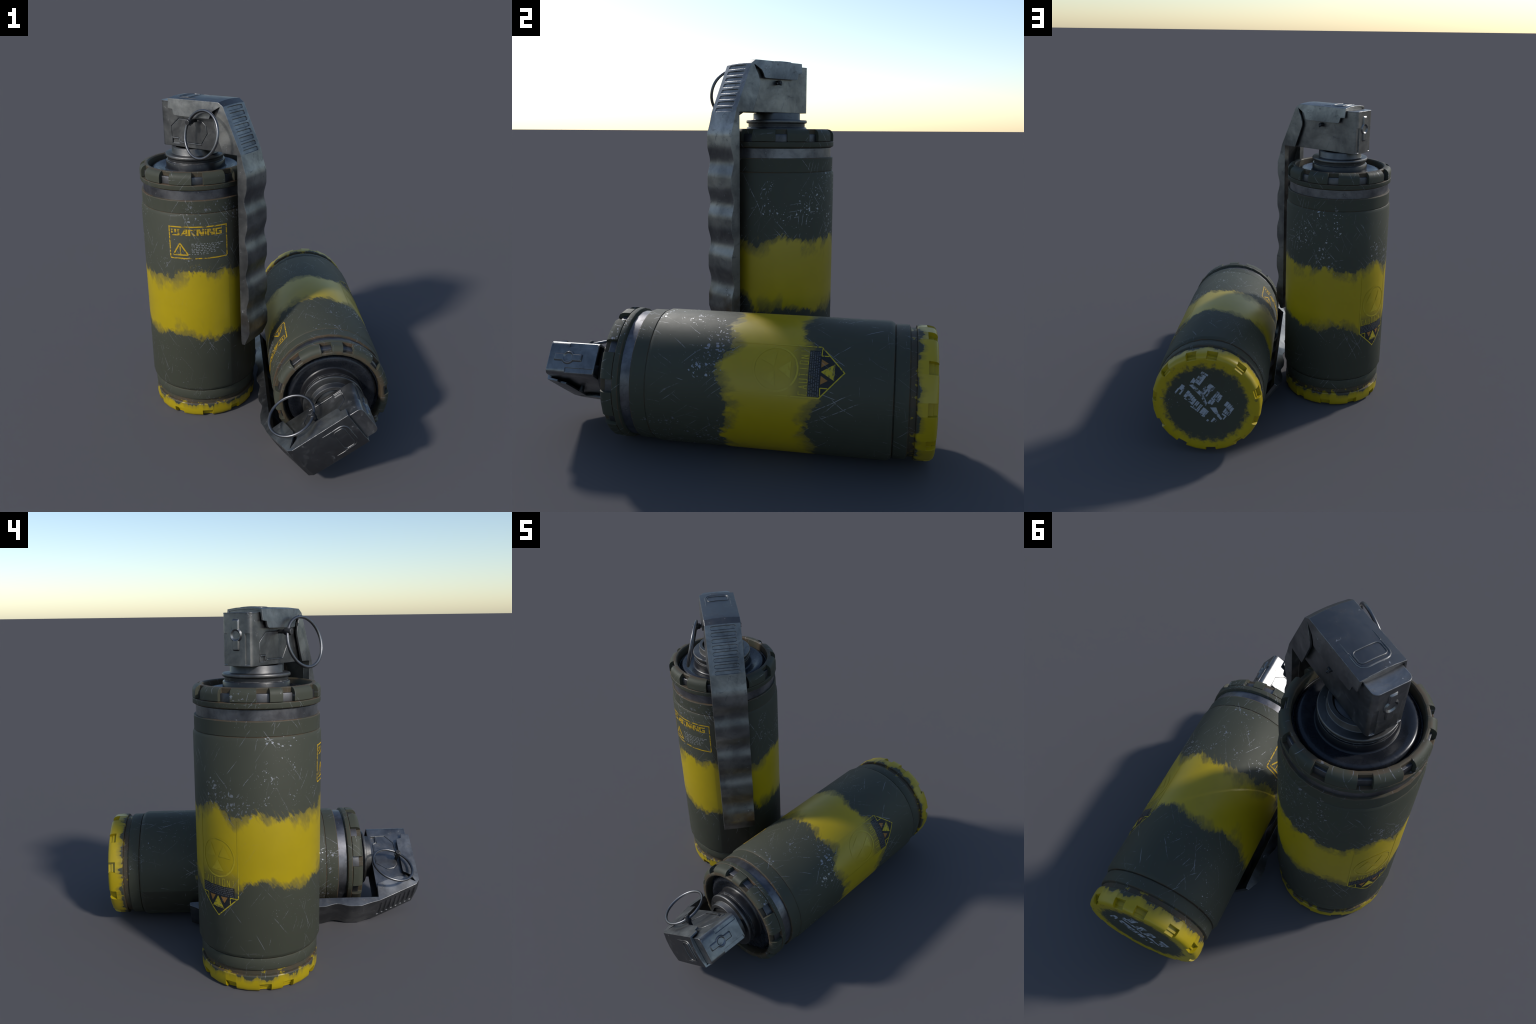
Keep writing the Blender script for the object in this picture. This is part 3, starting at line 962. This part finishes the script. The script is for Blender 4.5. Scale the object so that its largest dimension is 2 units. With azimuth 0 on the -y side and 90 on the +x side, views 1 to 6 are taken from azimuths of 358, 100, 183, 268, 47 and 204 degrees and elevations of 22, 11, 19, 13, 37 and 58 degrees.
def caution_label():
    c, hw = 175.7, 20.4
    pr = Print()
    tip, sh = 0.4225, 0.5360
    pr.stroke((c - hw, sh), (c - hw, 0.955), 0.0055)
    pr.stroke((c + hw, sh), (c + hw, 0.955), 0.0055)
    pr.stroke((c - hw - .2, sh + .002), (c + .2, tip), 0.0055)
    pr.stroke((c - .2, tip), (c + hw + .2, sh + .002), 0.0055)
    # ring of the emblem and the trefoil wedges inside
    zc, rc = 0.7450, 0.1040
    k = 0.00598
    for i in range(40):
        t0, t1 = 2 * math.pi * i / 40, 2 * math.pi * (i + 1) / 40
        q = []
        for rr, t in ((rc - .0045, t0), (rc - .0045, t1), (rc + .0045, t1), (rc + .0045, t0)):
            q.append((c + rr * math.cos(t) / k, zc + rr * math.sin(t)))
        pr.quad(q)
    for t in (90, 210, 330):
        a, b = math.radians(t + 150), math.radians(t + 210)
        t = math.radians(t)
        pr.tri((c - 0.012 * math.cos(t) / k, zc - 0.012 * math.sin(t)), (c + .082 * math.cos(a) / k, zc + .082 * math.sin(a)), (c + .082 * math.cos(b) / k, zc + .082 * math.sin(b)))
    # little corner triangles, drawn as outlines
    for s in (-1, 1):
        p0, p1, p2 = (c + s * 18.6, 0.5325), (c + s * 12.6, 0.5335), (c + s * 12.6, 0.4990)
        pr.stroke(p0, p1, 0.0048)
        pr.stroke(p1, p2, 0.0048)
    pr.tri((c - .2, 0.5330), (c - 6.6, 0.4690), (c + 6.4, 0.4690), 0.0006)
    # tall narrow capitals
    h0, h1, w = 0.5930, 0.6320, 0.0042
    GL = {"C": [((1, 0), (0, 0)), ((0, 0), (0, 1)), ((0, 1), (1, 1))],
          "A": [((0, 0), (.5, 1)), ((.5, 1), (1, 0)), ((.2, .4), (.8, .4))],
          "U": [((0, 1), (0, 0)), ((0, 0), (1, 0)), ((1, 0), (1, 1))],
          "T": [((0, 1), (1, 1)), ((.5, 0), (.5, 1))],
          "I": [((.5, 0), (.5, 1))],
          "O": [((0, 0), (0, 1)), ((0, 1), (1, 1)), ((1, 1), (1, 0)), ((1, 0), (0, 0))],
          "N": [((0, 0), (0, 1)), ((0, 1), (1, 0)), ((1, 0), (1, 1))],
          "!": [((.5, .3), (.5, 1)), ((.5, 0), (.5, .12))]}
    for i, ch in enumerate("CAUTION!"):
        x = c - 18.6 + i * 4.72
        for p, q in GL[ch]:
            pr.stroke((x + p[0] * 2.5, h0 + p[1] * (h1 - h0)), (x + q[0] * 2.5, h0 + q[1] * (h1 - h0)), w)
    pr.done("caution_label", MAT_EMBLEM, "canister_body")
    # black ground below the capitals
    pr = Print()
    low = -0.0005
    pr.quad(((c - hw + .8, 0.5370), (c + hw - 3.5, 0.5370), (c + hw - 3.5, 0.5900), (c - hw + .8, 0.5900)), low)
    pr.tri((c - hw + .9, 0.5368), (c, tip + .007), (c + hw - .9, 0.5368), low)
    pr.done("label_ground", MAT_INK_BLACK, "canister_body")
    pr = Print()
    for s in (-1, 1):
        pr.tri((c + s * 9.9, 0.5325), (c + s * 3.2, 0.5325), (c + s * 6.7, 0.4990), 0.0005)
    pr.done("orange_triangle", MAT_INK_ORANGE, "canister_body")
    pr = Print()
    for row in range(5):
        z = 0.5405 + row * 0.0100
        x = c - hw + 1.2
        while x < c + hw - 5:
            wd = rng.uniform(0.5, 2.2)
            pr.quad(((x, z), (x + wd, z), (x + wd, z + .0048), (x, z + .0048)), 0.0004)
            x += wd + rng.choice((0.45, 0.6, 1.1))
    pr.done("fine_print", MAT_INK_DIM, "canister_body", "stuff")


def base_stencil():
    """Broken stencil graphic across the bottom: two rows of chopped blocks and a slanting stroke."""
    pr = Print(flat=True)
    bar = lambda x0, x1, y0, y1: pr.quad(((x0 - .0008, y0 - .002), (x1 + .0008, y0 - .002), (x1 + .0008, y1 + .002), (x0 - .0008, y1 + .002)), 0.0, 0.03)
    # upper row, near y = -0.10
    for x0, x1, y0, y1 in ((-.140, -.133, -.166, -.098), (-.132, -.099, -.168, -.160), (-.130, -.103, -.152, -.128), (-.130, -.118, -.124, -.096),
                           (-.114, -.102, -.124, -.082), (-.148, -.136, -.094, -.072), (-.132, -.104, -.091, -.083), (-.156, -.150, -.100, -.066),
                           (-.060, -.044, -.127, -.099), (-.042, -.032, -.127, -.099), (-.030, -.020, -.124, -.095), (-.072, -.058, -.094, -.068),
                           (-.054, -.044, -.094, -.050), (-.041, -.026, -.094, -.080), (-.034, -.026, -.077, -.044), (-.069, -.058, -.058, -.050),
                           (.004, .012, -.112, -.064), (.016, .024, -.112, -.090), (.016, .024, -.084, -.056), (.028, .046, -.105, -.092),
                           (.028, .036, -.088, -.060), (.040, .050, -.088, -.056), (.002, .016, -.058, -.048), (.018, .030, -.050, -.020), (.002, .014, -.040, -.014),
                           (.088, .104, -.092, -.062), (.108, .118, -.090, -.062), (.121, .130, -.088, -.040), (.134, .148, -.078, -.050),
                           (.108, .118, -.055, -.020), (.134, .150, -.044, -.020), (.122, .130, -.034, -.018), (.112, .142, -.009, -.003), (.136, .142, -.001, .020)):
        bar(x0, x1, y0, y1)
    # lower row
    for x0, x1, y0, y1 in ((-.192, -.184, .012, .050), (-.188, -.168, -.022, .010), (-.166, -.158, -.010, .040), (-.136, -.120, -.010, .036),
                           (-.117, -.106, -.004, .022), (-.103, -.092, .000, .044), (-.088, -.078, .004, .032), (-.075, -.062, .010, .052),
                           (-.054, -.047, .014, .060), (-.043, -.036, .016, .064), (-.026, -.021, .020, .072), (-.017, -.011, .020, .072),
                           (.000, .010, .028, .070), (.012, .020, .028, .078), (.022, .030, .030, .080), (.033, .040, .032, .078),
                           (.088, .098, .048, .078), (.101, .112, .052, .074), (.064, .074, .080, .090), (-.124, -.070, .044, .047), (-.066, -.020, .066, .069)):
        bar(x0, x1, y0, y1)
    # slanting stroke between the rows
    pr.quad(((-.152, -.046), (-.060, -.026), (-.056, -.050), (-.134, -.064)), 0.0, 0.03)
    pr.quad(((-.060, -.026), (.006, .010), (.000, -.010), (-.056, -.050)), 0.0, 0.03)
    pr.quad(((.030, .004), (.088, .024), (.092, .004), (.060, -.020)), 0.0, 0.03)
    pr.quad(((.088, .024), (.130, .034), (.132, .022), (.092, .004)), 0.0, 0.03)
    pr.done("base_stencil", MAT_STENCIL, "base_cap")


warning_label()
caution_label()
base_stencil()

# ------------------------------------------------------------------ assembly
scene = bpy.context.scene.collection


def make_canister(matrix, label):
    root = bpy.data.objects.new("smoke_grenade", None)
    root.empty_display_size = 0.2
    scene.objects.link(root)
    root.matrix_world = matrix
    root["label"] = label
    root["category"] = "smoke grenade"
    made = {}
    for name, me, parent, kind in PARTS:
        ob = bpy.data.objects.new(name, me)
        scene.objects.link(ob)
        ob.parent = made.get(parent, root)
        if kind:
            ob["kind"] = kind
        made.setdefault(name, ob)
    return root


standing = Matrix.Translation((-0.3812, 0.0690, 0.0)) @ Matrix.Rotation(math.radians(-36.2), 4, "Z")
c, s = math.cos(math.radians(35.4)), math.sin(math.radians(35.4))
lying = Matrix(((-c, s, 0, 0.3805), (0, 0, -1, 1.0), (-s, -c, 0, 0.3424), (0, 0, 0, 1)))
make_canister(standing, "worn olive smoke grenade with yellow band, standing upright")
make_canister(lying, "worn olive smoke grenade with yellow band, lying on its side")
